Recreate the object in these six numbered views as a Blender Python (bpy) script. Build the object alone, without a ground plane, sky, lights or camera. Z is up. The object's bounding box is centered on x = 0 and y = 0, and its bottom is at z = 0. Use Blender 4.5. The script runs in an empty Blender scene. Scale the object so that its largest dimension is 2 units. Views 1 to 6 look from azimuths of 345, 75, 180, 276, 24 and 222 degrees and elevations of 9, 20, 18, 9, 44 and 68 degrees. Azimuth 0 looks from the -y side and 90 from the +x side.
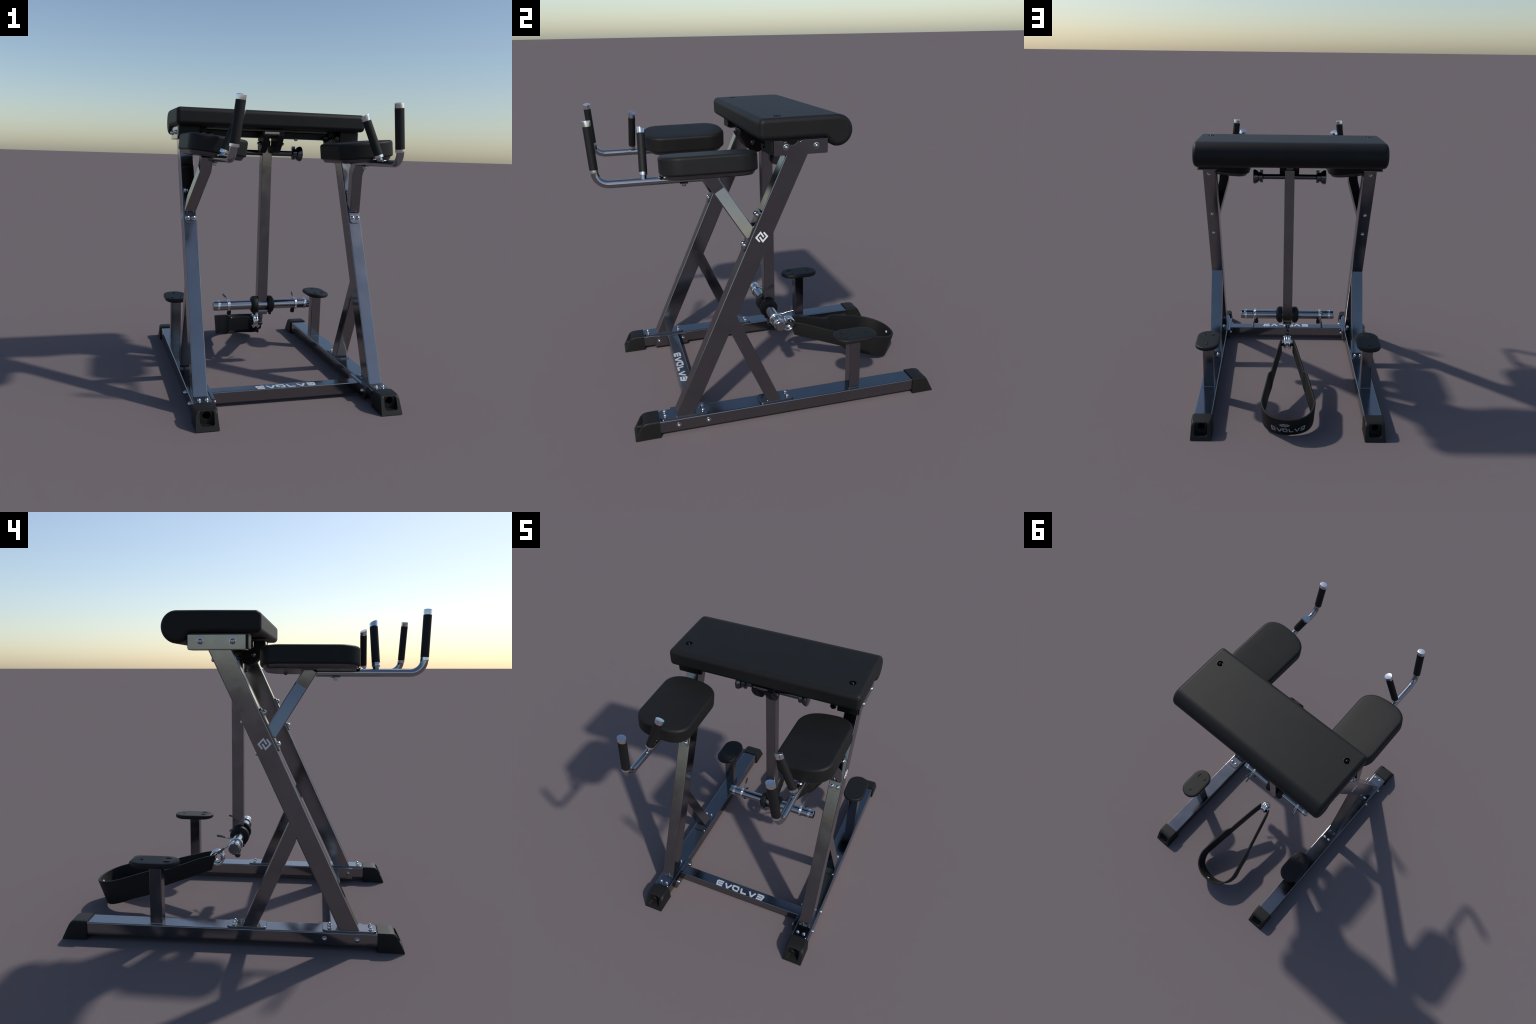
import bpy, bmesh, math
from mathutils import Vector, Matrix

# ------------------------------------------------------------------ materials
def material(name, base, rough, metallic=0.0, spec=0.5, bump=0.0, bump_scale=60.0,
             vary=0.0, vary_scale=8.0, rough_vary=0.0, coat=0.0):
    m = bpy.data.materials.new(name)
    m.use_nodes = True
    nt = m.node_tree
    b = nt.nodes["Principled BSDF"]
    b.inputs["Base Color"].default_value = (*base, 1)
    b.inputs["Roughness"].default_value = rough
    b.inputs["Metallic"].default_value = metallic
    b.inputs["Specular IOR Level"].default_value = spec
    b.inputs["Coat Weight"].default_value = coat
    tc = nt.nodes.new("ShaderNodeTexCoord")
    def noise(scale, detail=3.0):
        n = nt.nodes.new("ShaderNodeTexNoise")
        n.inputs["Scale"].default_value = scale
        n.inputs["Detail"].default_value = detail
        nt.links.new(tc.outputs["Object"], n.inputs["Vector"])
        return n
    if vary:
        n = noise(vary_scale)
        ramp = nt.nodes.new("ShaderNodeValToRGB")
        lo, hi = 1 - vary, 1 + vary
        ramp.color_ramp.elements[0].position, ramp.color_ramp.elements[1].position = 0.3, 0.7
        ramp.color_ramp.elements[0].color = (*[c * lo for c in base], 1)
        ramp.color_ramp.elements[1].color = (*[min(1, c * hi) for c in base], 1)
        nt.links.new(n.outputs["Fac"], ramp.inputs["Fac"])
        nt.links.new(ramp.outputs["Color"], b.inputs["Base Color"])
    if rough_vary:
        n = noise(vary_scale * 1.7)
        mr = nt.nodes.new("ShaderNodeMapRange")
        mr.inputs["From Min"].default_value, mr.inputs["From Max"].default_value = 0.3, 0.7
        mr.inputs["To Min"].default_value = max(0.02, rough - rough_vary)
        mr.inputs["To Max"].default_value = rough + rough_vary
        nt.links.new(n.outputs["Fac"], mr.inputs["Value"])
        nt.links.new(mr.outputs["Result"], b.inputs["Roughness"])
    if bump:
        n = noise(bump_scale, 4.0)
        bp = nt.nodes.new("ShaderNodeBump")
        bp.inputs["Strength"].default_value = bump
        bp.inputs["Distance"].default_value = 0.002
        nt.links.new(n.outputs["Fac"], bp.inputs["Height"])
        nt.links.new(bp.outputs["Normal"], b.inputs["Normal"])
    return m

STEEL = material("gunmetal_plated_steel", (0.235, 0.235, 0.245), 0.15, 1.0, vary=0.05, vary_scale=5,
                 rough_vary=0.05, bump=0.10, bump_scale=18)
DARK = material("black_chrome", (0.12, 0.12, 0.125), 0.2, 1.0, rough_vary=0.05)
CHROME = material("bright_chrome", (0.82, 0.83, 0.84), 0.20, 1.0, rough_vary=0.05)
TUBE = material("polished_steel_tube", (0.38, 0.385, 0.40), 0.12, 1.0, rough_vary=0.04)
BOLTM = material("zinc_bolt", (0.55, 0.56, 0.58), 0.16, 1.0, rough_vary=0.05)
VINYL = material("black_vinyl", (0.0112, 0.0112, 0.0112), 0.54, spec=0.21, bump=0.12, bump_scale=350,
                 vary=0.08, vary_scale=9)
FOAM = material("black_foam_grip", (0.0075, 0.0075, 0.0078), 0.62, spec=0.3, bump=0.25, bump_scale=500)
RUBBER = material("black_rubber", (0.0090, 0.0090, 0.0090), 0.55, spec=0.26, bump=0.1, bump_scale=250)
BOARD = material("dark_backing_board", (0.11, 0.105, 0.11), 0.3, 0.85, spec=0.4, vary=0.15, vary_scale=14)
STRAPM = material("black_webbing", (0.0080, 0.0080, 0.0080), 0.6, spec=0.28, bump=0.3, bump_scale=420)
WHITE = material("white_print", (0.74, 0.75, 0.78), 0.45, spec=0.4)
SILVERPRINT = material("silver_print", (0.68, 0.71, 0.78), 0.32, 0.4)
GREYPRINT = material("grey_print", (0.35, 0.38, 0.43), 0.5, spec=0.4)
BLACK = material("matte_black_casting", (0.0055, 0.0055, 0.006), 0.45, spec=0.25, bump=0.1, bump_scale=120)
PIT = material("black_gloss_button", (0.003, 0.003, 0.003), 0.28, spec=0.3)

# ------------------------------------------------------------------ hierarchy
root = bpy.data.objects.new("reverse_hyperextension_bench", None)
bpy.context.scene.collection.objects.link(root)
root["label"] = "dark steel hip extension bench with black pads, upright grips and ankle strap"
root["category"] = "exercise machine"

def put(name, mesh, mat, parent, matrix=None, kind=None):
    o = bpy.data.objects.new(name, mesh)
    bpy.context.scene.collection.objects.link(o)
    if mat is not None and not mesh.materials:
        mesh.materials.append(mat)
    o.parent = parent
    if matrix is not None:
        o.matrix_local = matrix
    if kind:
        o["kind"] = kind
    wn = o.modifiers.new("face_normals", 'WEIGHTED_NORMAL')
    wn.keep_sharp, wn.weight = True, 60
    return o

def finish(bm, name, angle=38):
    bmesh.ops.recalc_face_normals(bm, faces=bm.faces[:])
    me = bpy.data.meshes.new(name)
    bm.to_mesh(me)
    bm.free()
    me.shade_smooth()
    me.set_sharp_from_angle(angle=math.radians(angle))
    return me

def bevel_all(bm, width, seg=2, min_angle=25):
    bmesh.ops.recalc_face_normals(bm, faces=bm.faces[:])
    es = [e for e in bm.edges if len(e.link_faces) == 2 and
          e.calc_face_angle(0) > math.radians(min_angle)]
    if width > 0 and es:
        bmesh.ops.bevel(bm, geom=es, offset=width, segments=seg, profile=0.5, affect='EDGES', clamp_overlap=True)

# ------------------------------------------------------------------ shape makers
def loft_mesh(name, rings, closed_ring=True, caps=True, bevel=0.0, seg=2, angle=38, loop=False):
    bm = bmesh.new()
    vs = [[bm.verts.new(p) for p in r] for r in rings]
    n = len(rings[0])
    pairs = list(zip(vs[:-1], vs[1:])) + ([(vs[-1], vs[0])] if loop else [])
    for a, b in pairs:
        for i in range(n if closed_ring else n - 1):
            j = (i + 1) % n
            bm.faces.new((a[i], a[j], b[j], b[i]))
    if caps and not loop:
        bm.faces.new(vs[0][::-1])
        bm.faces.new(vs[-1])
    if bevel:
        bevel_all(bm, bevel, seg)
    return finish(bm, name, angle)

def box_mesh(name, x, y, z, bevel=0.004, seg=2):
    ring = lambda zz: [(x[0], y[0], zz), (x[1], y[0], zz), (x[1], y[1], zz), (x[0], y[1], zz)]
    return loft_mesh(name, [ring(z[0]), ring(z[1])], bevel=bevel, seg=seg)

def prism_x(name, outline_yz, x0, x1, bevel=0.004, seg=2, angle=38):
    """outline in the y-z plane pushed along x"""
    return loft_mesh(name, [[(x, y, z) for y, z in outline_yz] for x in (x0, x1)], bevel=bevel, seg=seg, angle=angle)

def prism_z(name, outline_xy, z0, z1, bevel=0.004, seg=2, angle=38):
    return loft_mesh(name, [[(x, y, z) for x, y in outline_xy] for z in (z0, z1)], bevel=bevel, seg=seg, angle=angle)

def frame_from(t):
    t = Vector(t).normalized()
    up = Vector((1, 0, 0)) if abs(t.x) < 0.9 else Vector((0, 0, 1))
    a = up.cross(t).normalized()
    return a, t.cross(a).normalized()

def tube_mesh(name, path, r, n=20, angle=50):
    """round bar along a path; r is a number or one radius per point"""
    path = [Vector(p) for p in path]
    rr = r if isinstance(r, (list, tuple)) else [r] * len(path)
    rings, a = [], None
    for i, p in enumerate(path):
        t = (path[min(i + 1, len(path) - 1)] - path[max(i - 1, 0)])
        if t.length < 1e-9:
            t = path[-1] - path[0]
        t.normalize()
        if a is None:
            a, b = frame_from(t)
        else:
            a = (a - t * a.dot(t)).normalized()
            b = t.cross(a)
        rings.append([p + (a * math.cos(k * math.tau / n) + b * math.sin(k * math.tau / n)) * rr[i] for k in range(n)])
    return loft_mesh(name, rings, angle=angle)

def lathe_mesh(name, origin, axis, profile, n=28, angle=35, caps=True):
    """profile: (distance along the axis, radius)"""
    o, t = Vector(origin), Vector(axis).normalized()
    a, b = frame_from(t)
    rings = [[o + t * d + (a * math.cos(k * math.tau / n) + b * math.sin(k * math.tau / n)) * max(r, 1e-4)
              for k in range(n)] for d, r in profile]
    return loft_mesh(name, rings, angle=angle, caps=caps)

def ring_mesh(name, centre, ea, eb, ra, rb, r, n=40, m=12, power=2.0):
    """ring of round section on an oval (ea, eb are the unit axes of its plane)"""
    c, ea, eb = Vector(centre), Vector(ea).normalized(), Vector(eb).normalized()
    en = ea.cross(eb)
    rings = []
    for k in range(n):
        t = k * math.tau / n
        ct, st = math.cos(t), math.sin(t)
        px = math.copysign(abs(ct) ** (2 / power), ct) * ra
        py = math.copysign(abs(st) ** (2 / power), st) * rb
        out = (ea * (ct / ra) + eb * (st / rb)).normalized()
        rings.append([c + ea * px + eb * py + (out * math.cos(q * math.tau / m) + en * math.sin(q * math.tau / m)) * r
                      for q in range(m)])
    return loft_mesh(name, rings, caps=False, loop=True, angle=60)

def arc(cx, cy, r, a0, a1, n):
    return [(cx + r * math.cos(math.radians(a0 + (a1 - a0) * i / n)),
             cy + r * math.sin(math.radians(a0 + (a1 - a0) * i / n))) for i in range(n + 1)]

def rounded_rect(x0, x1, y0, y1, r, n=5):
    return (arc(x1 - r, y1 - r, r, 0, 90, n) + arc(x0 + r, y1 - r, r, 90, 180, n) +
            arc(x0 + r, y0 + r, r, 180, 270, n) + arc(x1 - r, y0 + r, r, 270, 360, n))

def cushion_mesh(name, outline_at, profile, n_angle=40):
    """stack of outlines: profile gives (inset, z)"""
    return loft_mesh(name, [[(x, y, z) for x, y in outline_at(i)] for i, z in profile], angle=n_angle)

def round_profile(z0, z1, r_low, r_high, n=6):
    p = [(r_low * (1 - math.sin(t)), z0 + r_low * (1 - math.cos(t))) for t in [math.pi / 2 * i / n for i in range(n + 1)]]
    q = [(r_high * (1 - math.cos(t)), z1 - r_high * (1 - math.sin(t))) for t in [math.pi / 2 * i / n for i in range(n + 1)]]
    return p + q

def boolean_cut(mesh, cutters, bevel=True):
    o = bpy.data.objects.new("work", mesh)
    bpy.context.scene.collection.objects.link(o)
    tmp = []
    for c in cutters:
        co = bpy.data.objects.new("cutter", c)
        bpy.context.scene.collection.objects.link(co)
        md = o.modifiers.new("cut", 'BOOLEAN')
        md.operation, md.solver, md.object = 'DIFFERENCE', 'EXACT', co
        tmp.append(co)
    if bevel:
        bv = o.modifiers.new("edge", 'BEVEL')
        bv.width, bv.segments, bv.limit_method, bv.angle_limit = 0.0022, 2, 'ANGLE', math.radians(35)
    dg = bpy.context.evaluated_depsgraph_get()
    dg.update()
    out = bpy.data.meshes.new_from_object(o.evaluated_get(dg))
    for q in tmp + [o]:
        bpy.data.objects.remove(q)
    out.shade_smooth()
    out.set_sharp_from_angle(angle=math.radians(40))
    return out

# bolts: one mesh each, placed by matrix (local z points out of the plate)
def dome_bolt(r=0.0122, h=0.012, washer=True):
    prof = [(0.0, r * 1.22), (0.0020, r * 1.20), (0.0024, r)] if washer else [(0.0, r)]
    prof += [(0.0025 + h * math.sin(t), r * math.cos(t)) for t in [math.radians(a) for a in (0, 20, 40, 60, 75, 89)]]
    return lathe_mesh("bolt", (0, 0, 0), (0, 0, 1), prof, n=20, angle=40)

BOLT = dome_bolt()
BOLT.materials.append(BOLTM)
BIGBOLT = dome_bolt(0.0138, 0.0135)
BIGBOLT.materials.append(BOLTM)
PLATEBOLT = dome_bolt(0.0108, 0.012)
PLATEBOLT.materials.append(BOLTM)
DARKBOLT = dome_bolt(0.012, 0.010)
DARKBOLT.materials.append(DARK)

def bolt(parent, at, out, mesh=None):
    q = Vector((0, 0, 1)).rotation_difference(Vector(out).normalized())
    return put("bolt", mesh or BOLT, None, parent, Matrix.LocRotScale(Vector(at), q, None))

# ------------------------------------------------------------------ flat marks (letters and emblem)
def stroke_quads(points, width, closed=False):
    """mitred band along a polyline -> list of quads (2D)"""
    P = [Vector(p) for p in points]
    n = len(P)
    L, R = [], []
    for i, p in enumerate(P):
        a = P[i - 1] if (i > 0 or closed) else None
        b = P[(i + 1) % n] if (i < n - 1 or closed) else None
        d1 = (p - a).normalized() if a is not None else None
        d2 = (b - p).normalized() if b is not None else None
        if d1 is None: d1 = d2
        if d2 is None: d2 = d1
        n1, n2 = Vector((-d1.y, d1.x)), Vector((-d2.y, d2.x))
        m = (n1 + n2).normalized()
        s = width / 2 / max(0.45, m.dot(n1))
        L.append(p + m * s)
        R.append(p - m * s)
    return [(L[i], L[(i + 1) % n], R[(i + 1) % n], R[i]) for i in range(n if closed else n - 1)]

def mark_mesh(name, quads, place, depth, cuts=4):
    """thin raised print; place(u, v, height) gives the 3D position"""
    bm = bmesh.new()
    for q in quads:
        a, b, c, d = q
        rows = []
        for i in range(cuts + 1):
            t = i / cuts
            p, s = a.lerp(b, t), d.lerp(c, t)
            rows.append([bm.verts.new(place(*w, h)) for w, h in ((p, depth), (s, depth), (s, -depth), (p, -depth))])
        for r0, r1 in zip(rows[:-1], rows[1:]):
            for k in range(4):
                bm.faces.new((r0[k], r0[(k + 1) % 4], r1[(k + 1) % 4], r1[k]))
        bm.faces.new(rows[0])
        bm.faces.new(rows[-1][::-1])
    return finish(bm, name, 20)

def word_quads(width, height, stroke, flare=0.0):
    """the word EVOLVE with a mirrored last letter, centred on the origin"""
    w, g = 1.0, 0.07
    unit = width / (6 * w + 5 * g)
    glyph = {
        'E': [([(1, 1), (0.10, 1), (0, 0.82), (0.14, 0), (1, 0)], False), ([(0.26, 0.5), (0.98, 0.5)], False)],
        'V': [([(0, 1), (0.46, 0), (0.60, 0), (1, 1)], False)],
        'O': [([(0.30, 0), (0.0, 0.36), (0.0, 1), (0.80, 1), (0.98, 0.30)], False), ([(0.42, 0), (1.0, 0)], False)],
        'L': [([(0, 1), (0.18, 0), (1, 0)], False)],
        'R': [([(0, 1), (0.90, 1), (1, 0.82), (0.86, 0), (0, 0)], False), ([(0.02, 0.5), (0.74, 0.5)], False)],
    }
    out, ih, iw = [], height - stroke, unit * w - stroke
    for k, ch in enumerate("EVOLVR"):
        x0 = -width / 2 + k * unit * (w + g) + stroke / 2
        for pts, closed in glyph[ch]:
            line = []
            for px, py in pts:
                yy = -height / 2 + stroke / 2 + py * ih
                if flare and ch in "ER" and py > 0.7 and ((ch == 'E' and px < 0.5) or (ch == 'R' and px > 0.5)):
                    yy += flare
                line.append((x0 + px * iw, yy))
            out += stroke_quads(line, stroke, closed)
    return out

def emblem_quads(size):
    """two hooked bands that interlock, standing on a corner"""
    hook = [(-0.20, -0.43), (-0.52, -0.02), (-0.10, 0.43), (0.19, -0.02)]
    turned = [(-x, -y) for x, y in hook]
    q = []
    for h in (hook, turned):
        q += stroke_quads([(x * size, y * size) for x, y in h], size * 0.15)
    return q

# ================================================================== BASE
RAIL_X = (0.4990, 0.6185)
CX = 0.5588
RAIL_Z = (0.0225, 0.0990)

def foot_cap_mesh():
    """sloped rubber shoe, nose towards -y, local origin at the rail end"""
    L = 0.146
    def ring(y, z_top, half_low, half_high):
        pts = []
        pts += [(-half_low, 0.0), (half_low, 0.0), (half_low - 0.001, 0.010)]
        pts += [(half_high + 0.002, z_top - 0.012), (half_high - 0.004, z_top - 0.003), (half_high - 0.012, z_top)]
        pts += [(-half_high + 0.012, z_top), (-half_high + 0.004, z_top - 0.003), (-half_high - 0.002, z_top - 0.012)]
        pts += [(-half_low + 0.001, 0.010)]
        return [(x, y, z) for x, z in pts]
    # the slope is made by shearing the front rings: lower points reach further forward
    rings = [ring(0.0, 0.1065, 0.0675, 0.0645), ring(-0.060, 0.1065, 0.0675, 0.064)]
    def slant(y_top, y_low, z_top, hl, hh):
        r = ring(0, z_top, hl, hh)
        return [(x, y_low + (y_top - y_low) * (z / z_top), z) for x, y, z in r]
    rings += [slant(-0.080, -0.116, 0.1045, 0.0675, 0.062), slant(-0.092, -0.136, 0.0995, 0.0675, 0.060),
              slant(-0.1015, -L, 0.0915, 0.0675, 0.058)]
    body = loft_mesh("foot_cap", rings)
    # pocket in the sloped nose, then the round bore behind it
    def pocket(y0, y1, hx, z0, z1):
        return loft_mesh("pocket", [[(x, y, z) for x, z in rounded_rect(-hx, hx, z0, z1, 0.013, 4)] for y in (y0, y1)])
    bore = lathe_mesh("bore", (0.0, -0.13, 0.071), (0, 1, 0), [(0.0, 0.0235), (0.10, 0.0235)], n=24)
    return boolean_cut(body, [pocket(-0.2, -0.093, 0.0405, 0.024, 0.1000), bore])

CAP = foot_cap_mesh()
CAP.materials.append(RUBBER)

def plate_outline(y0, y1, hx, r):
    return [(CX + x, y) for x, y in rounded_rect(-hx, hx, y0, y1, r, 5)]

def mirrored(pts, s):
    return [(p[0] * s, *p[1:]) for p in pts]

# foot rest pedal: rounded tread with shallow marks
def stadium(hx, y0, y1, n=12):
    return arc(0, y1 - hx, hx, 0, 180, n) + arc(0, y0 + hx, hx, 180, 360, n)

def leg_side(z):
    """front and rear y of the slanted leg at height z"""
    return -0.6625 + (z - 0.104) * 0.4598, -0.5520 + (z - 0.104) * 0.4688

for s in (1, -1):
    rail = put("base_rail", box_mesh("base_rail", sorted((RAIL_X[0] * s, RAIL_X[1] * s)), (-0.765, 0.870), RAIL_Z,
                                     bevel=0.007, seg=3), STEEL, root)
    put("foot_cap", CAP, None, rail, Matrix.LocRotScale(Vector((CX * s, -0.756, 0)), None, Vector((1.015, 1.01, 1.01))))
    put("foot_cap", CAP, None, rail, Matrix.LocRotScale(Vector((CX * s, 0.856, 0)),
        Matrix.Rotation(math.pi, 3, 'Z').to_quaternion(), Vector((1.015, 0.986, 1.01))))

    # ---- foot rest
    rest = put("foot_rest", box_mesh("foot_rest", sorted((0.5195 * s, 0.5940 * s)), (0.4285, 0.4970), (0.096, 0.431),
                                     bevel=0.005), STEEL, root)
    put("weld_flange", box_mesh("weld_flange", sorted((0.514 * s, 0.600 * s)), (0.421, 0.504), (0.096, 0.1015),
                                bevel=0.002), STEEL, rest)
    ped = cushion_mesh("pedal", lambda i: [(0.5575 * s + x, y) for x, y in stadium(0.0810 - i, 0.3315 + i, 0.6080 - i)],
                       [(0.030, 0.4265), (0.012, 0.4275), (0.003, 0.4325)] + round_profile(0.4335, 0.457, 0.003, 0.009, 5) +
                       [(0.022, 0.4585)])
    pedal = put("pedal", ped, RUBBER, rest)
    dot = lathe_mesh("tread_stud", (0.5585 * s, 0.545, 0.4565), (0, 0, 1), [(0, 0.0095), (0.004, 0.0085), (0.0055, 0.005), (0.006, 0.0005)], n=16)
    put("tread_stud", dot, RUBBER, pedal)
    for k in (-1, 1):
        c = (0.5585 * s + k * 0.004, 0.405)
        pts = [(c[0] + k * 0.030 * math.cos(math.radians(t)), c[1] - 0.006 + 0.026 * math.sin(math.radians(t)), 0.4583)
               for t in range(-42, 43, 14)]
        put("tread_rib", tube_mesh("tread_rib", pts, [0.003, 0.0042, 0.0048, 0.005, 0.0048, 0.0042, 0.003], n=10), RUBBER, pedal)

    # ---- slanted leg
    lx = sorted((0.5150 * s, 0.6025 * s))
    f0, r0 = leg_side(0.100)
    f1, r1 = leg_side(1.612)
    leg = put("leg", prism_x("leg", [(f0, 0.100), (r0, 0.100), (r1, 1.612), (f1, 1.612)], lx[0], lx[1], bevel=0.006, seg=3),
              STEEL, root)
    put("mounting_plate", prism_z("mounting_plate", [(x * s, y) for x, y in plate_outline(-0.752, -0.462, 0.0495, 0.022)],
                                  0.0975, 0.1075, bevel=0.002), STEEL, leg)
    for x in (-0.0215, 0.0235):
        bolt(leg, ((CX - 0.004 + x) * s, -0.721, 0.1075), (0, 0, 1), PLATEBOLT)
        bolt(leg, ((CX - 0.004 + x) * s, -0.499, 0.1075), (0, 0, 1), PLATEBOLT)
    for y in (-0.648, -0.472):
        bolt(rail, (0.6185 * s, y, 0.062), (s, 0, 0))
    slope = Vector((0, 0.4598, 1)).normalized()
    outn = Vector((0, slope.z, -slope.y))
    for z in (1.228, 1.062, 1.552):
        bolt(leg, (0.560 * s, leg_side(z)[1] - 0.0005, z), outn, BOLT)
    # emblem on the outer face
    yc, zc = (-0.119, 1.157) if s > 0 else (-0.143, 1.117)
    put("emblem", mark_mesh("emblem", emblem_quads(0.060),
                            lambda u, v, h, s=s, yc=yc, zc=zc: (0.6025 * s + s * h, yc + s * u, zc + v), 0.0008, 1), WHITE, leg)

    # ---- rear brace
    bx = sorted((0.5175 * s, 0.6030 * s))
    bf = lambda z: -0.1035 - (z - 0.104) * 0.425
    br = lambda z: -0.0205 - (z - 0.104) * 0.425
    zt, zl = 0.745, 0.590
    brace = put("brace", prism_x("brace", [(bf(0.104), 0.104), (br(0.104), 0.104), (br(zt), zt), (bf(zt) + 0.03, zt), (bf(zl), zl)],
                                 bx[0] + 0.0008, bx[1] - 0.0008, bevel=0.005), STEEL, root)
    put("mounting_plate", prism_z("mounting_plate", [(x * s, y) for x, y in plate_outline(-0.153, 0.063, 0.0495, 0.024)],
                                  0.0975, 0.1075, bevel=0.002), STEEL, brace)
    for x in (-0.0205, 0.0225):
        bolt(brace, ((CX - 0.003 + x) * s, 0.025, 0.1075), (0, 0, 1), PLATEBOLT)

# ---- cross bar with end flanges and the word
bar = put("crossbar", box_mesh("crossbar", (-0.482, 0.482), (-0.5830, -0.5050), (0.021, 0.0935), bevel=0.006, seg=3), STEEL, root)
for s in (1, -1):
    fl = put("end_flange", box_mesh("end_flange", sorted((0.4770 * s, 0.4990 * s)), (-0.682, -0.438), (0.018, 0.0985), bevel=0.003), STEEL, bar)
    for y in (-0.648, -0.472):
        bolt(fl, (0.4770 * s, y, 0.064), (-s, 0, 0))
put("lettering", mark_mesh("lettering", word_quads(0.392, 0.049, 0.0128),
                           lambda u, v, h: (u, -0.5535 + v, 0.0935 + h), 0.0012, 2), SILVERPRINT, bar)

# ================================================================== ARMS
PAD_Y = (-0.6357, -0.1086)          # front and rear tip of an elbow pad
PAD_ROLL, PAD_YAW, PAD_Z = 0.112, -0.018, 1.5601   # outer side stands higher than the inner side

def pad_rings(s, profile):
    """oval outlines (inset, height above the pad centre), tilted about the pad axis"""
    rings = []
    front, rear = PAD_Y
    mid = (front + rear) / 2
    for inset, h in profile:
        ring = []
        for sign, y_base, bow in ((1, rear - 0.1229, 0.1229), (-1, front + 0.1134, 0.1134)):
            n = 24
            for i in range(n + 1):
                t = math.pi * i / n
                c, q = math.cos(t), math.sin(t)
                x = sign * math.copysign(abs(c) ** (2 / 2.71), c) * (0.1742 - inset)
                y = y_base + sign * (bow - inset) * abs(q) ** (2.0 / 2.1) - mid
                x, y = x * math.cos(PAD_YAW) - y * math.sin(PAD_YAW), x * math.sin(PAD_YAW) + y * math.cos(PAD_YAW)
                X = x * math.cos(PAD_ROLL) - h * math.sin(PAD_ROLL)
                Z = x * math.sin(PAD_ROLL) + h * math.cos(PAD_ROLL)
                ring.append(((0.4615 + X) * s, y + mid, PAD_Z + Z + 0.003 * y))
        rings.append(ring)
    return rings

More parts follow.
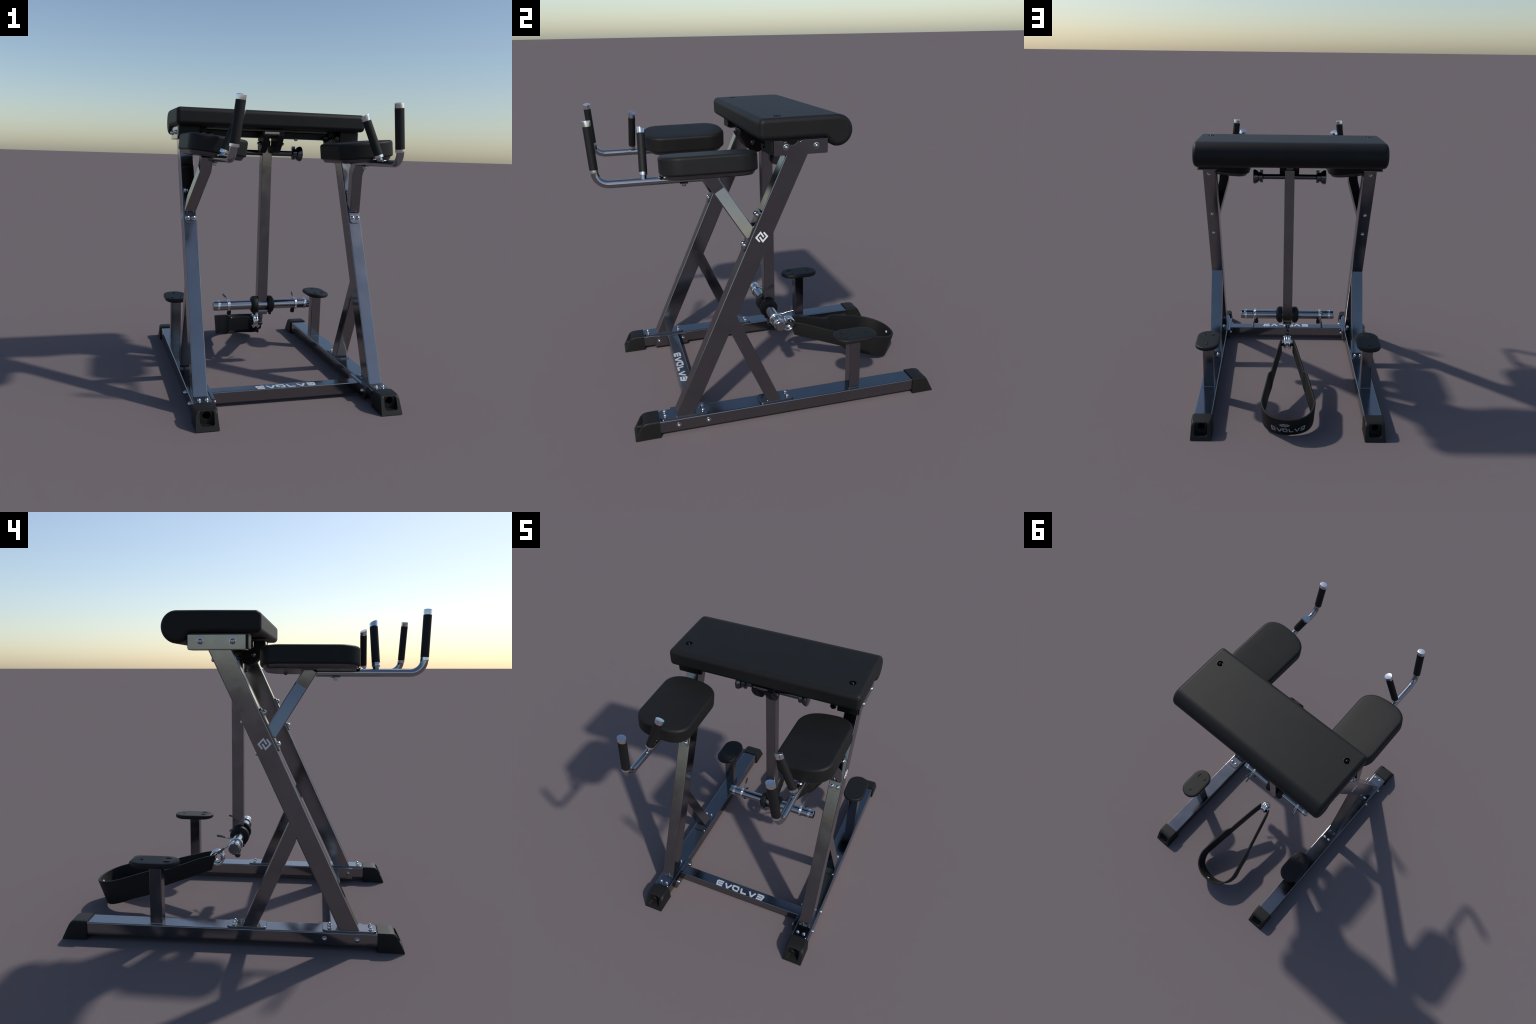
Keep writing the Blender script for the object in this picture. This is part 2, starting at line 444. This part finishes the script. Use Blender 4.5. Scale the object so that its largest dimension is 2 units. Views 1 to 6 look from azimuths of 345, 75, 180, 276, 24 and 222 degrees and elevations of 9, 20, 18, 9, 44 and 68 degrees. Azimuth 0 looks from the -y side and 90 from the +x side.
for s in (1, -1):
    # flat-sided tube that leans forwards and inwards, then runs up without the inward lean;
    # every section stands square to the front face, so its rear edge lies 0.037 higher
    arm = put("arm", loft_mesh("arm", [
        [(x0 * s, y, z), (x1 * s, y, z), (x1 * s, y + 0.060, z + 0.037), (x0 * s, y + 0.060, z + 0.037)]
        for x0, x1, y, z in ((0.5255, 0.5950, -0.2015, 1.1460), (0.4590, 0.5300, -0.3590, 1.4000), (0.4590, 0.5300, -0.4130, 1.4870))],
        bevel=0.005, angle=9), STEEL, root)
    # slanted plate on the leg's front face
    zc = 1.187
    fy = leg_side(zc)[0]
    slope = Vector((0, 0.4598, 1)).normalized()
    outn = Vector((0, -slope.z, slope.y))
    M = Matrix(((1, 0, 0, CX * s), (0, outn.y, slope.y, fy), (0, outn.z, slope.z, zc), (0, 0, 0, 1)))
    # local: x across, y out of the leg, z along the leg
    pl = loft_mesh("mounting_plate", [[(x, y, z) for x, z in rounded_rect(-0.0355, 0.0355, -0.122, 0.124, 0.018, 5)] for y in (-0.0005, 0.010)], bevel=0.002)
    put("mounting_plate", pl, STEEL, arm, M)
    for x in (-0.0195, 0.0195):
        for z in (-0.088, 0.095):
            bolt(arm, M @ Vector((x, 0.010, z)), outn, BIGBOLT)

    body = [(a, z) for a, z in round_profile(-0.0480, 0.0505, 0.012, 0.018, 6)] + [(0.045, 0.0515), (0.085, 0.0520)]
    pad = put("arm_pad", loft_mesh("arm_pad", pad_rings(s, body), angle=40), VINYL, root)
    put("backing_board", loft_mesh("backing_board", pad_rings(s, [(0.034, -0.0700), (0.026, -0.0690), (0.020, -0.0630), (0.0155, -0.0540), (0.0145, -0.0440)]), angle=40), BOARD, pad)
    for y in (-0.50, -0.24):
        bolt(pad, (0.385 * s, y, 1.4830), (0, 0, -1), DARKBOLT)

    # ---- handlebar
    hx = 0.4710 * s
    path = [(hx, -0.405, 1.484), (hx, -0.60, 1.484), (hx, -0.80, 1.484), (hx, -0.893, 1.484)]
    top = Vector((0.4640 * s, -0.9645, 1.562))
    for i in range(1, 9):
        t = math.radians(90 * i / 8 * 0.985)
        path.append((hx - 0.006 * s * i / 8, -0.893 - 0.070 * math.sin(t), 1.484 + 0.064 * (1 - math.cos(t))))
    path.append(top)
    hb = put("handlebar", tube_mesh("handlebar", path, 0.0208, n=24), TUBE, root)

    def oval(mesh, base, d):
        """the hand grips are wider across than fore and aft"""
        for v in mesh.vertices:
            t = (v.co - base).dot(d) / d.length_squared
            ax = base + d * t
            v.co.x = ax.x + (v.co.x - ax.x) * 1.19
            v.co.y = ax.y + (v.co.y - ax.y) * 0.97
        return mesh

    def grip(base, tip, stub_from=None, tilt=0.0):
        base, tip = Vector(base), Vector(tip)
        d = (tip - base)
        L = d.length
        put("grip", oval(lathe_mesh("grip", base, d, [(0, 0.012), (0.0, 0.0212), (0.002, 0.0225), (L - 0.029, 0.0225), (L - 0.027, 0.0212), (L - 0.026, 0.014)], n=28), base, d), FOAM, hb)
        cap = lathe_mesh("end_cap", base, d, [(L - 0.0285, 0.012), (L - 0.0280, 0.0220), (L - 0.003, 0.0230), (L - 0.0001, 0.0220), (L + 0.0008, 0.0190), (L + 0.0014, 0.0006)], n=28)
        for v in cap.vertices:                       # the end face is cut at a slant
            if (v.co - base).dot(d) / L > L - 0.012:
                v.co.z -= tilt * (v.co.y - tip.y)
        put("end_cap", oval(cap, base, d), CHROME, hb)
        put("grip_collar", oval(lathe_mesh("grip_collar", base, d, [(-0.0165, 0.014), (-0.016, 0.0215), (-0.013, 0.0224), (0.0005, 0.0224), (0.001, 0.012)], n=28), base, d), CHROME, hb)
        if stub_from is not None:
            a = Vector(stub_from)
            put("grip_stub", tube_mesh("grip_stub", [a, a.lerp(base, 0.5), base], 0.0165, n=20), TUBE, hb)
    grip((0.4610 * s, -0.9655, 1.562), (0.4330 * s, -0.9770, 1.8075))
    grip((0.4570 * s, -0.7170, 1.5310), (0.3640 * s, -0.7060, 1.7490), (0.4730 * s, -0.7190, 1.486), 0.33)
    put("thin_dark_plate", box_mesh("thin_dark_plate", sorted((0.4540 * s, 0.4880 * s)), (-0.532, -0.488), (1.4600, 1.4660), bevel=0.001), DARK, hb)
    put("clamp_nut", lathe_mesh("clamp_nut", (hx, -0.509, 1.4605), (0, 0, -1), [(0, 0.014), (0.004, 0.0145), (0.005, 0.0115), (0.0145, 0.0115), (0.016, 0.009), (0.016, 0.001)], n=6, angle=20), TUBE, hb)
    put("clamp_nut", lathe_mesh("clamp_nut", (hx, -0.637, 1.500), (0, 0, 1), [(0, 0.013), (0.006, 0.013), (0.010, 0.009), (0.012, 0.002)], n=16), CHROME, hb)

# ================================================================== HIP PAD
def hip_profile():
    """side outline (y, z): flat cushion with a round roll at the back"""
    r = 0.0840
    cy, cz = 0.3075, 1.7165
    pts = arc(-0.1285 + 0.031, 1.7975 - 0.031, 0.031, 180, 90, 8)
    pts += [(0.02, 1.7990), (0.16, 1.8003)]
    pts += arc(cy, cz, r, 90, -90, 26)[0:]
    pts += [(0.290, 1.6345), (0.272, 1.643)]
    pts += [(0.257, 1.661), (0.246, 1.678), (0.236, 1.6850)]
    pts += [(0.10, 1.6850)]
    pts += arc(-0.1285 + 0.028, 1.6840 + 0.028, 0.028, 270, 180, 8)
    return pts

def hip_pad_mesh():
    prof = hip_profile()
    c = Vector((0.12, 1.735))
    half, r = 0.6395, 0.0265
    def shrink(d):
        # move each outline point inwards along its own normal
        n = len(prof)
        out = []
        for i, p in enumerate(prof):
            a, b = Vector(prof[i - 1]), Vector(prof[(i + 1) % n])
            t = (b - a).normalized()
            nrm = Vector((-t.y, t.x))
            q = Vector(p)
            # outline runs clockwise: the inside lies to the right
            out.append(q - nrm * d)
        return out
    xs = []
    for i in range(7):
        t = math.pi / 2 * i / 6
        xs.append((half - r * (1 - math.sin(t)), r * (1 - math.cos(t))))
    stations = [(-x, d) for x, d in xs[::-1]] + [(-0.3, 0), (0.0, 0), (0.3, 0)] + xs
    return loft_mesh("hip_pad", [[(x, *p) for p in shrink(d)] for x, d in stations], angle=45)

holes = [lathe_mesh("hole", (0.5525 * s, -0.0085, 1.786), (0, 0, 1), [(0, 0.0225), (0.03, 0.0225)], n=32) for s in (1, -1)]
hip = put("hip_pad", boolean_cut(hip_pad_mesh(), holes, bevel=False), VINYL, root)
for s in (1, -1):
    put("pad_button", lathe_mesh("pad_button", (0.5525 * s, -0.0085, 1.7862), (0, 0, 1),  # cup lining coloured near-black so the hole walls look unlit
        [(0.0128, 0.0224), (0.0130, 0.0215), (0.0010, 0.0205), (0.0006, 0.0160), (0.0050, 0.0125)] +
        [(0.005 + 0.0115 * math.sin(math.radians(a)), 0.0125 * math.cos(math.radians(a))) for a in (10, 30, 50, 70, 90)], n=28, caps=False), PIT, hip)

# ---- mounts under the hip pad
for s in (1, -1):
    mount = put("pad_mount", box_mesh("pad_mount", sorted((0.4850 * s, 0.6150 * s)), (-0.062, 0.256), (1.606, 1.6900), bevel=0.004), BLACK, root)
    prof = [(-0.048, 1.604), (0.251, 1.604), (0.251, 1.6775)]
    if s > 0:
        prof += [(0.108, 1.6775), (0.094, 1.668)] + arc(0.052, 1.6875, 0.034, -20, -160, 8) + [(0.010, 1.668), (-0.003, 1.6775)]
    prof += [(-0.048, 1.6775)]
    br = put("side_bracket", prism_x("side_bracket", prof, *sorted((0.6140 * s, 0.6240 * s)), bevel=0.0015), STEEL, mount)
    put("bracket_foot", box_mesh("bracket_foot", sorted((0.495 * s, 0.6235 * s)), (-0.0475, 0.2505), (1.6005, 1.6075), bevel=0.0015), STEEL, mount)
    for y in (0.018, 0.186):
        bolt(mount, (0.6240 * s, y, 1.6435), (s, 0, 0), BIGBOLT)
    # pull pin beside the mount
    pin = put("pull_pin", lathe_mesh("pull_pin", (0.460 * s, 0.048, 1.634), (0, -1, 0),
        [(0, 0.011), (0.055, 0.011), (0.056, 0.019), (0.075, 0.0205), (0.080, 0.012), (0.088, 0.012), (0.090, 0.018), (0.112, 0.020), (0.118, 0.016), (0.119, 0.002)], n=20), PIT, mount)
    put("pull_pin", lathe_mesh("pull_pin", (0.400 * s, 0.035, 1.640), (0, -1, -0.2),
        [(0, 0.013), (0.03, 0.013), (0.031, 0.020), (0.052, 0.021), (0.056, 0.015), (0.057, 0.002)], n=20), PIT, mount)
    if s > 0:
        put("notch_shadow_disc", lathe_mesh("notch_shadow_disc", (0.6145, 0.052, 1.688), (1, 0, 0), [(0, 0.032), (0.0030, 0.032), (0.0032, 0.001)], n=28), PIT, mount)  # solid black disc modelled for the shadowed gap seen through the notch
    put("pin_housing", box_mesh("pin_housing", sorted((0.425 * s, 0.480 * s)), (0.000, 0.06), (1.640, 1.688), bevel=0.005), BLACK, mount)

beam = put("cross_beam", box_mesh("cross_beam", (-0.490, 0.490), (0.030, 0.135), (1.628, 1.668), bevel=0.004), BLACK, root)
put("beam_liner", box_mesh("beam_liner", (-0.488, 0.488), (0.020, 0.145), (1.670, 1.690), bevel=0.002), BOARD, beam)
for s in (1, -1):
    bolt(beam, (0.200 * s, 0.035, 1.629), (0, 0, -1), BIGBOLT)

# ================================================================== PENDULUM
pend = put("pendulum", box_mesh("pendulum", (-0.0345, 0.0345), (0.0375, 0.1085), (0.436, 1.578), bevel=0.005, seg=3), STEEL, root)
put("pendulum_cap", box_mesh("pendulum_cap", (-0.024, 0.024), (0.045, 0.100), (1.575, 1.612), bevel=0.003), DARK, pend)

# hinge: two curved cheeks below the beam, side plates with nuts
hinge = put("hinge", box_mesh("hinge", (-0.072, 0.074), (-0.100, 0.060), (1.636, 1.668), bevel=0.003), BLACK, root)
put("hinge_pale_strip", box_mesh("hinge_pale_strip", (-0.060, 0.040), (-0.1025, -0.094), (1.648, 1.664), bevel=0.001), STEEL, hinge)  # narrow paler strip across the front of the hinge block
cheek = [(0.042, 1.645), (0.042, 1.560), (0.034, 1.540), (0.018, 1.529), (0.0, 1.5265), (-0.018, 1.529), (-0.040, 1.540), (-0.070, 1.570), (-0.095, 1.602), (-0.110, 1.627), (-0.114, 1.645)]
for x0, x1 in ((-0.068, -0.026), (0.024, 0.070)):
    put("hinge_cheek", prism_x("hinge_cheek", cheek, x0, x1, bevel=0.004), BLACK, hinge)
for x, d in ((-0.068, -1), (0.070, 1)):
    put("hinge_nut", lathe_mesh("hinge_nut", (x, -0.030, 1.590), (d, 0, 0), [(0, 0.017), (0.014, 0.016), (0.0145, 0.009), (0.022, 0.009), (0.023, 0.001)], n=6, angle=20), STEEL, hinge)

# axle with collars and flared end discs
axle = put("axle", lathe_mesh("axle", (-0.228, 0.076, 1.528), (1, 0, 0), [(0, 0.0185), (0.456, 0.0185)], n=24), DARK, root)
for s in (1, -1):
    put("axle_collar", lathe_mesh("axle_collar", (0.183 * s, 0.076, 1.528), (s, 0, 0), [(0, 0.019), (0.005, 0.027), (0.008, 0.0325), (0.034, 0.0325), (0.036, 0.028)], n=28), DARK, axle)
    put("axle_disc", lathe_mesh("axle_disc", (0.217 * s, 0.076, 1.528), (s, 0, 0), [(0, 0.020), (0.001, 0.036), (0.005, 0.042), (0.024, 0.0515), (0.034, 0.0500), (0.038, 0.044), (0.0385, 0.001)], n=32), DARK, axle)
    for k in (1, -1):
        put("collar_screw", box_mesh("collar_screw", sorted((0.186 * s, 0.208 * s)), (0.064, 0.088), sorted((1.528 + k * 0.028, 1.528 + k * (0.050 if k > 0 else 0.040))), bevel=0.003), DARK, axle)

# ---- weight sleeve across the bottom of the pendulum
SY, SZ = 0.057, 0.468
sleeve = put("weight_sleeve", lathe_mesh("weight_sleeve", (-0.350, SY, SZ), (1, 0, 0),
    [(0, 0.001), (0, 0.029), (0.003, 0.0325), (0.024, 0.0330), (0.0245, 0.0335), (0.6755, 0.0335), (0.676, 0.0330), (0.697, 0.0325), (0.700, 0.029), (0.700, 0.001)], n=36), TUBE, root)
for s in (1, -1):
    put("sleeve_band", lathe_mesh("sleeve_band", (0.305 * s, SY, SZ), (s, 0, 0), [(0, 0.033), (0.001, 0.0355), (0.0025, 0.0362), (0.0155, 0.0362), (0.017, 0.0355), (0.018, 0.033)], n=36), CHROME, sleeve)
    put("bumper_ring", lathe_mesh("bumper_ring", (0.037 * s, SY + 0.002, SZ), (s, 0, 0),
        [(0, 0.033), (0, 0.055), (0.003, 0.0590), (0.010, 0.0605), (0.026, 0.0605), (0.034, 0.0575), (0.039, 0.052), (0.041, 0.044), (0.045, 0.0415), (0.047, 0.033)], n=40), RUBBER, sleeve)
    put("ring_tab", box_mesh("ring_tab", sorted((0.050 * s, 0.064 * s)), (SY - 0.028, SY + 0.006), (SZ - 0.070, SZ - 0.050), bevel=0.003), RUBBER, sleeve)
    # spring clip: coil with two handles that spread
    clip = put("spring_clip", ring_mesh("spring_clip", (0.240 * s, SY, SZ), (0, 1, 0), (0, 0, 1), 0.0375, 0.0375, 0.0045), CHROME, sleeve)
    put("clip_coil", ring_mesh("clip_coil", (0.2485 * s, SY, SZ), (0, 1, 0), (0, 0, 1), 0.0370, 0.0370, 0.0045), CHROME, sleeve)
    for tip, start in (((0.2570, 0.1690, 0.5215), (0.2400, 0.078, 0.5015)), ((0.2550, 0.1670, 0.4120), (0.2490, 0.0935, 0.4690))):
        a, b = Vector((start[0] * s, *start[1:])), Vector((tip[0] * s, *tip[1:]))
        put("clip_handle", tube_mesh("clip_handle", [a, a.lerp(b, 0.25) + Vector((0, 0, -0.003)), a.lerp(b, 0.6), b], 0.0046, n=12), TUBE, clip)
        put("handle_sheath", tube_mesh("handle_sheath", [a.lerp(b, 0.48), a.lerp(b, 0.7), b, b + (b - a).normalized() * 0.002], [0.0062, 0.0066, 0.0066, 0.004], n=12), DARK, clip)
    put("clip_knob", lathe_mesh("clip_knob", (0.2340 * s, 0.062, 0.437), (0, 0.3, -1), [(0, 0.010), (0.012, 0.011), (0.014, 0.0145), (0.034, 0.0145), (0.038, 0.011), (0.038, 0.001)], n=18), FOAM, clip)
saddle = put("sleeve_saddle", box_mesh("sleeve_saddle", (-0.0315, 0.0315), (0.022, 0.110), (0.403, 0.437), bevel=0.005), STEEL, root)
put("saddle_step", box_mesh("saddle_step", (-0.0345, 0.0345), (0.016, 0.060), (0.418, 0.436), bevel=0.003), TUBE, saddle)
put("hanger_stem", lathe_mesh("hanger_stem", (-0.003, 0.071, 0.404), (0, 0, -1), [(0, 0.017), (0.040, 0.016), (0.048, 0.012), (0.06, 0.010), (0.062, 0.001)], n=16), STEEL, saddle)
put("hanger_eye", lathe_mesh("hanger_eye", (-0.018, 0.079, 0.328), (1, 0, 0), [(0, 0.008), (0.003, 0.016), (0.010, 0.019), (0.022, 0.019), (0.029, 0.016), (0.032, 0.008)], n=20), DARK, saddle)

# ================================================================== ANKLE STRAP
# half of the loop: (upper edge, lower edge) from the hardware end to the middle of the back
HALF = [((0.052, 0.214, 0.333), (0.052, 0.240, 0.236)),
        ((0.068, 0.290, 0.321), (0.069, 0.307, 0.213)),
        ((0.092, 0.400, 0.287), (0.093, 0.420, 0.178)),
        ((0.113, 0.495, 0.256), (0.114, 0.520, 0.146)),
        ((0.1190, 0.530, 0.2470), (0.1205, 0.562, 0.1310)),
        ((0.1300, 0.560, 0.2560), (0.1320, 0.590, 0.1060)),
        ((0.1400, 0.595, 0.2545), (0.1420, 0.622, 0.0890)),
        ((0.1585, 0.700, 0.2260), (0.1585, 0.718, 0.067)),
        ((0.1750, 0.790, 0.2010), (0.1730, 0.790, 0.045)),
        ((0.1800, 0.850, 0.1860), (0.1690, 0.835, 0.031)),
        ((0.1620, 0.910, 0.1720), (0.1500, 0.877, 0.018)),
        ((0.1250, 0.957, 0.1600), (0.1150, 0.910, 0.0095)),
        ((0.0660, 0.988, 0.1525), (0.0600, 0.931, 0.0045))]
MID = ((0.0, 0.997, 0.1500), (0.0, 0.938, 0.0030))
stations = [(Vector(a), Vector(b)) for a, b in HALF] + [(Vector(MID[0]), Vector(MID[1]))]
stations += [(Vector((-a[0], *a[1:])), Vector((-b[0], *b[1:]))) for a, b in HALF[::-1]]

def smooth_line(pts, per=6):
    out, n = [], len(pts)
    for i in range(n - 1):
        p0, p1, p2, p3 = pts[max(i - 1, 0)], pts[i], pts[i + 1], pts[min(i + 2, n - 1)]
        for k in range(per):
            t = k / per
            out.append(0.5 * ((2 * p1) + (p2 - p0) * t + (2 * p0 - 5 * p1 + 4 * p2 - p3) * t * t + (3 * p1 - p0 - 3 * p2 + p3) * t ** 3))
    return out + [pts[-1]]

upper, lower = smooth_line([a for a, b in stations]), smooth_line([b for a, b in stations])
mids = [(a + b) / 2 for a, b in zip(upper, lower)]
frames = []
for i in range(len(mids)):
    t = (mids[min(i + 1, len(mids) - 1)] - mids[max(i - 1, 0)]).normalized()
    w = upper[i] - lower[i]
    nrm = w.cross(t).normalized()          # points out of the loop, checked below
    frames.append((mids[i], w, nrm))
mid_i = len(mids) // 2
SIGN = 1.0 if frames[mid_i][2].y > 0 else -1.0
arc_len = [0.0]
for a, b in zip(mids[:-1], mids[1:]):
    arc_len.append(arc_len[-1] + (b - a).length)
arc_mid = arc_len[mid_i]

TH = 0.0068
rings = []
for m, w, nrm in frames:
    nrm = nrm * SIGN
    h = w.length / 2
    e = w.normalized()
    sec = [(TH, h - 0.004), (TH * 0.5, h), (-TH * 0.5, h), (-TH, h - 0.004), (-TH, 0), (-TH, -h + 0.004), (-TH * 0.5, -h), (TH * 0.5, -h), (TH, -h + 0.004), (TH, 0)]
    # the loop is given by its outer face: the webbing lies inside it
    rings.append([m + nrm * (q - TH) + e * v for q, v in sec])
strap = put("ankle_strap", loft_mesh("ankle_strap", rings, angle=50), STRAPM, root)

def on_strap(u, v, h, lift=0.0):
    """u along the strap from the middle of the back (reader's left to right), v up, h out"""
    d = arc_mid + u
    i = max(k for k in range(len(arc_len) - 1) if arc_len[k] <= d)
    t = (d - arc_len[i]) / (arc_len[i + 1] - arc_len[i])
    m = frames[i][0].lerp(frames[i + 1][0], t)
    w = frames[i][1].lerp(frames[i + 1][1], t).normalized()
    nrm = frames[i][2].lerp(frames[i + 1][2], t).normalized() * SIGN
    return m + w * v + nrm * (h + lift)

put("lettering", mark_mesh("lettering", word_quads(0.232, 0.036, 0.0068, flare=0.008),
                           lambda u, v, h: on_strap(u, v - 0.024, h), 0.0010, 4), GREYPRINT, strap)
put("emblem", mark_mesh("emblem", [tuple(Vector((p.x * 1.15 - 0.024, p.y * 0.62 + 0.0270)) for p in q) for q in emblem_quads(0.050)],
                        lambda u, v, h: on_strap(u, v, h), 0.0010, 2), GREYPRINT, strap)
put("white_patch", mark_mesh("white_patch", [(Vector((-0.002, 0.050)), Vector((0.016, 0.050)), Vector((0.016, 0.036)), Vector((-0.002, 0.036)))],
                          lambda u, v, h: on_strap(u, v, h, -2 * TH), 0.0010, 2), WHITE, strap)

# hardware at the strap end
hook = put("carabiner", ring_mesh("carabiner", (0.0165, 0.211, 0.306), (0, 1, 0), (0, 0, 1), 0.0380, 0.0415, 0.0095), CHROME, root)
put("carabiner_ring", ring_mesh("carabiner_ring", (-0.0165, 0.211, 0.306), (0, 1, 0), (0, 0, 1), 0.0380, 0.0415, 0.0095), CHROME, hook)
put("carabiner_ring", ring_mesh("carabiner_ring", (0.0, 0.206, 0.312), (0, 1, 0.2), (0, -0.2, 1), 0.0330, 0.0330, 0.0120), CHROME, hook)
put("carabiner_bridge", tube_mesh("carabiner_bridge", [(-0.026, 0.196, 0.343), (-0.012, 0.196, 0.347), (0.012, 0.196, 0.347), (0.026, 0.196, 0.343)], [0.008, 0.010, 0.010, 0.008], n=14), CHROME, hook)
put("carabiner_bridge", tube_mesh("carabiner_bridge", [(-0.024, 0.180, 0.318), (0.0, 0.178, 0.320), (0.024, 0.180, 0.318)], 0.0075, n=14), CHROME, hook)
put("strap_pin", lathe_mesh("strap_pin", (-0.052, 0.231, 0.300), (1, 0, 0), [(0, 0.004), (0.012, 0.009), (0.026, 0.0135), (0.078, 0.0135), (0.092, 0.009), (0.104, 0.004)], n=16), PIT, hook)
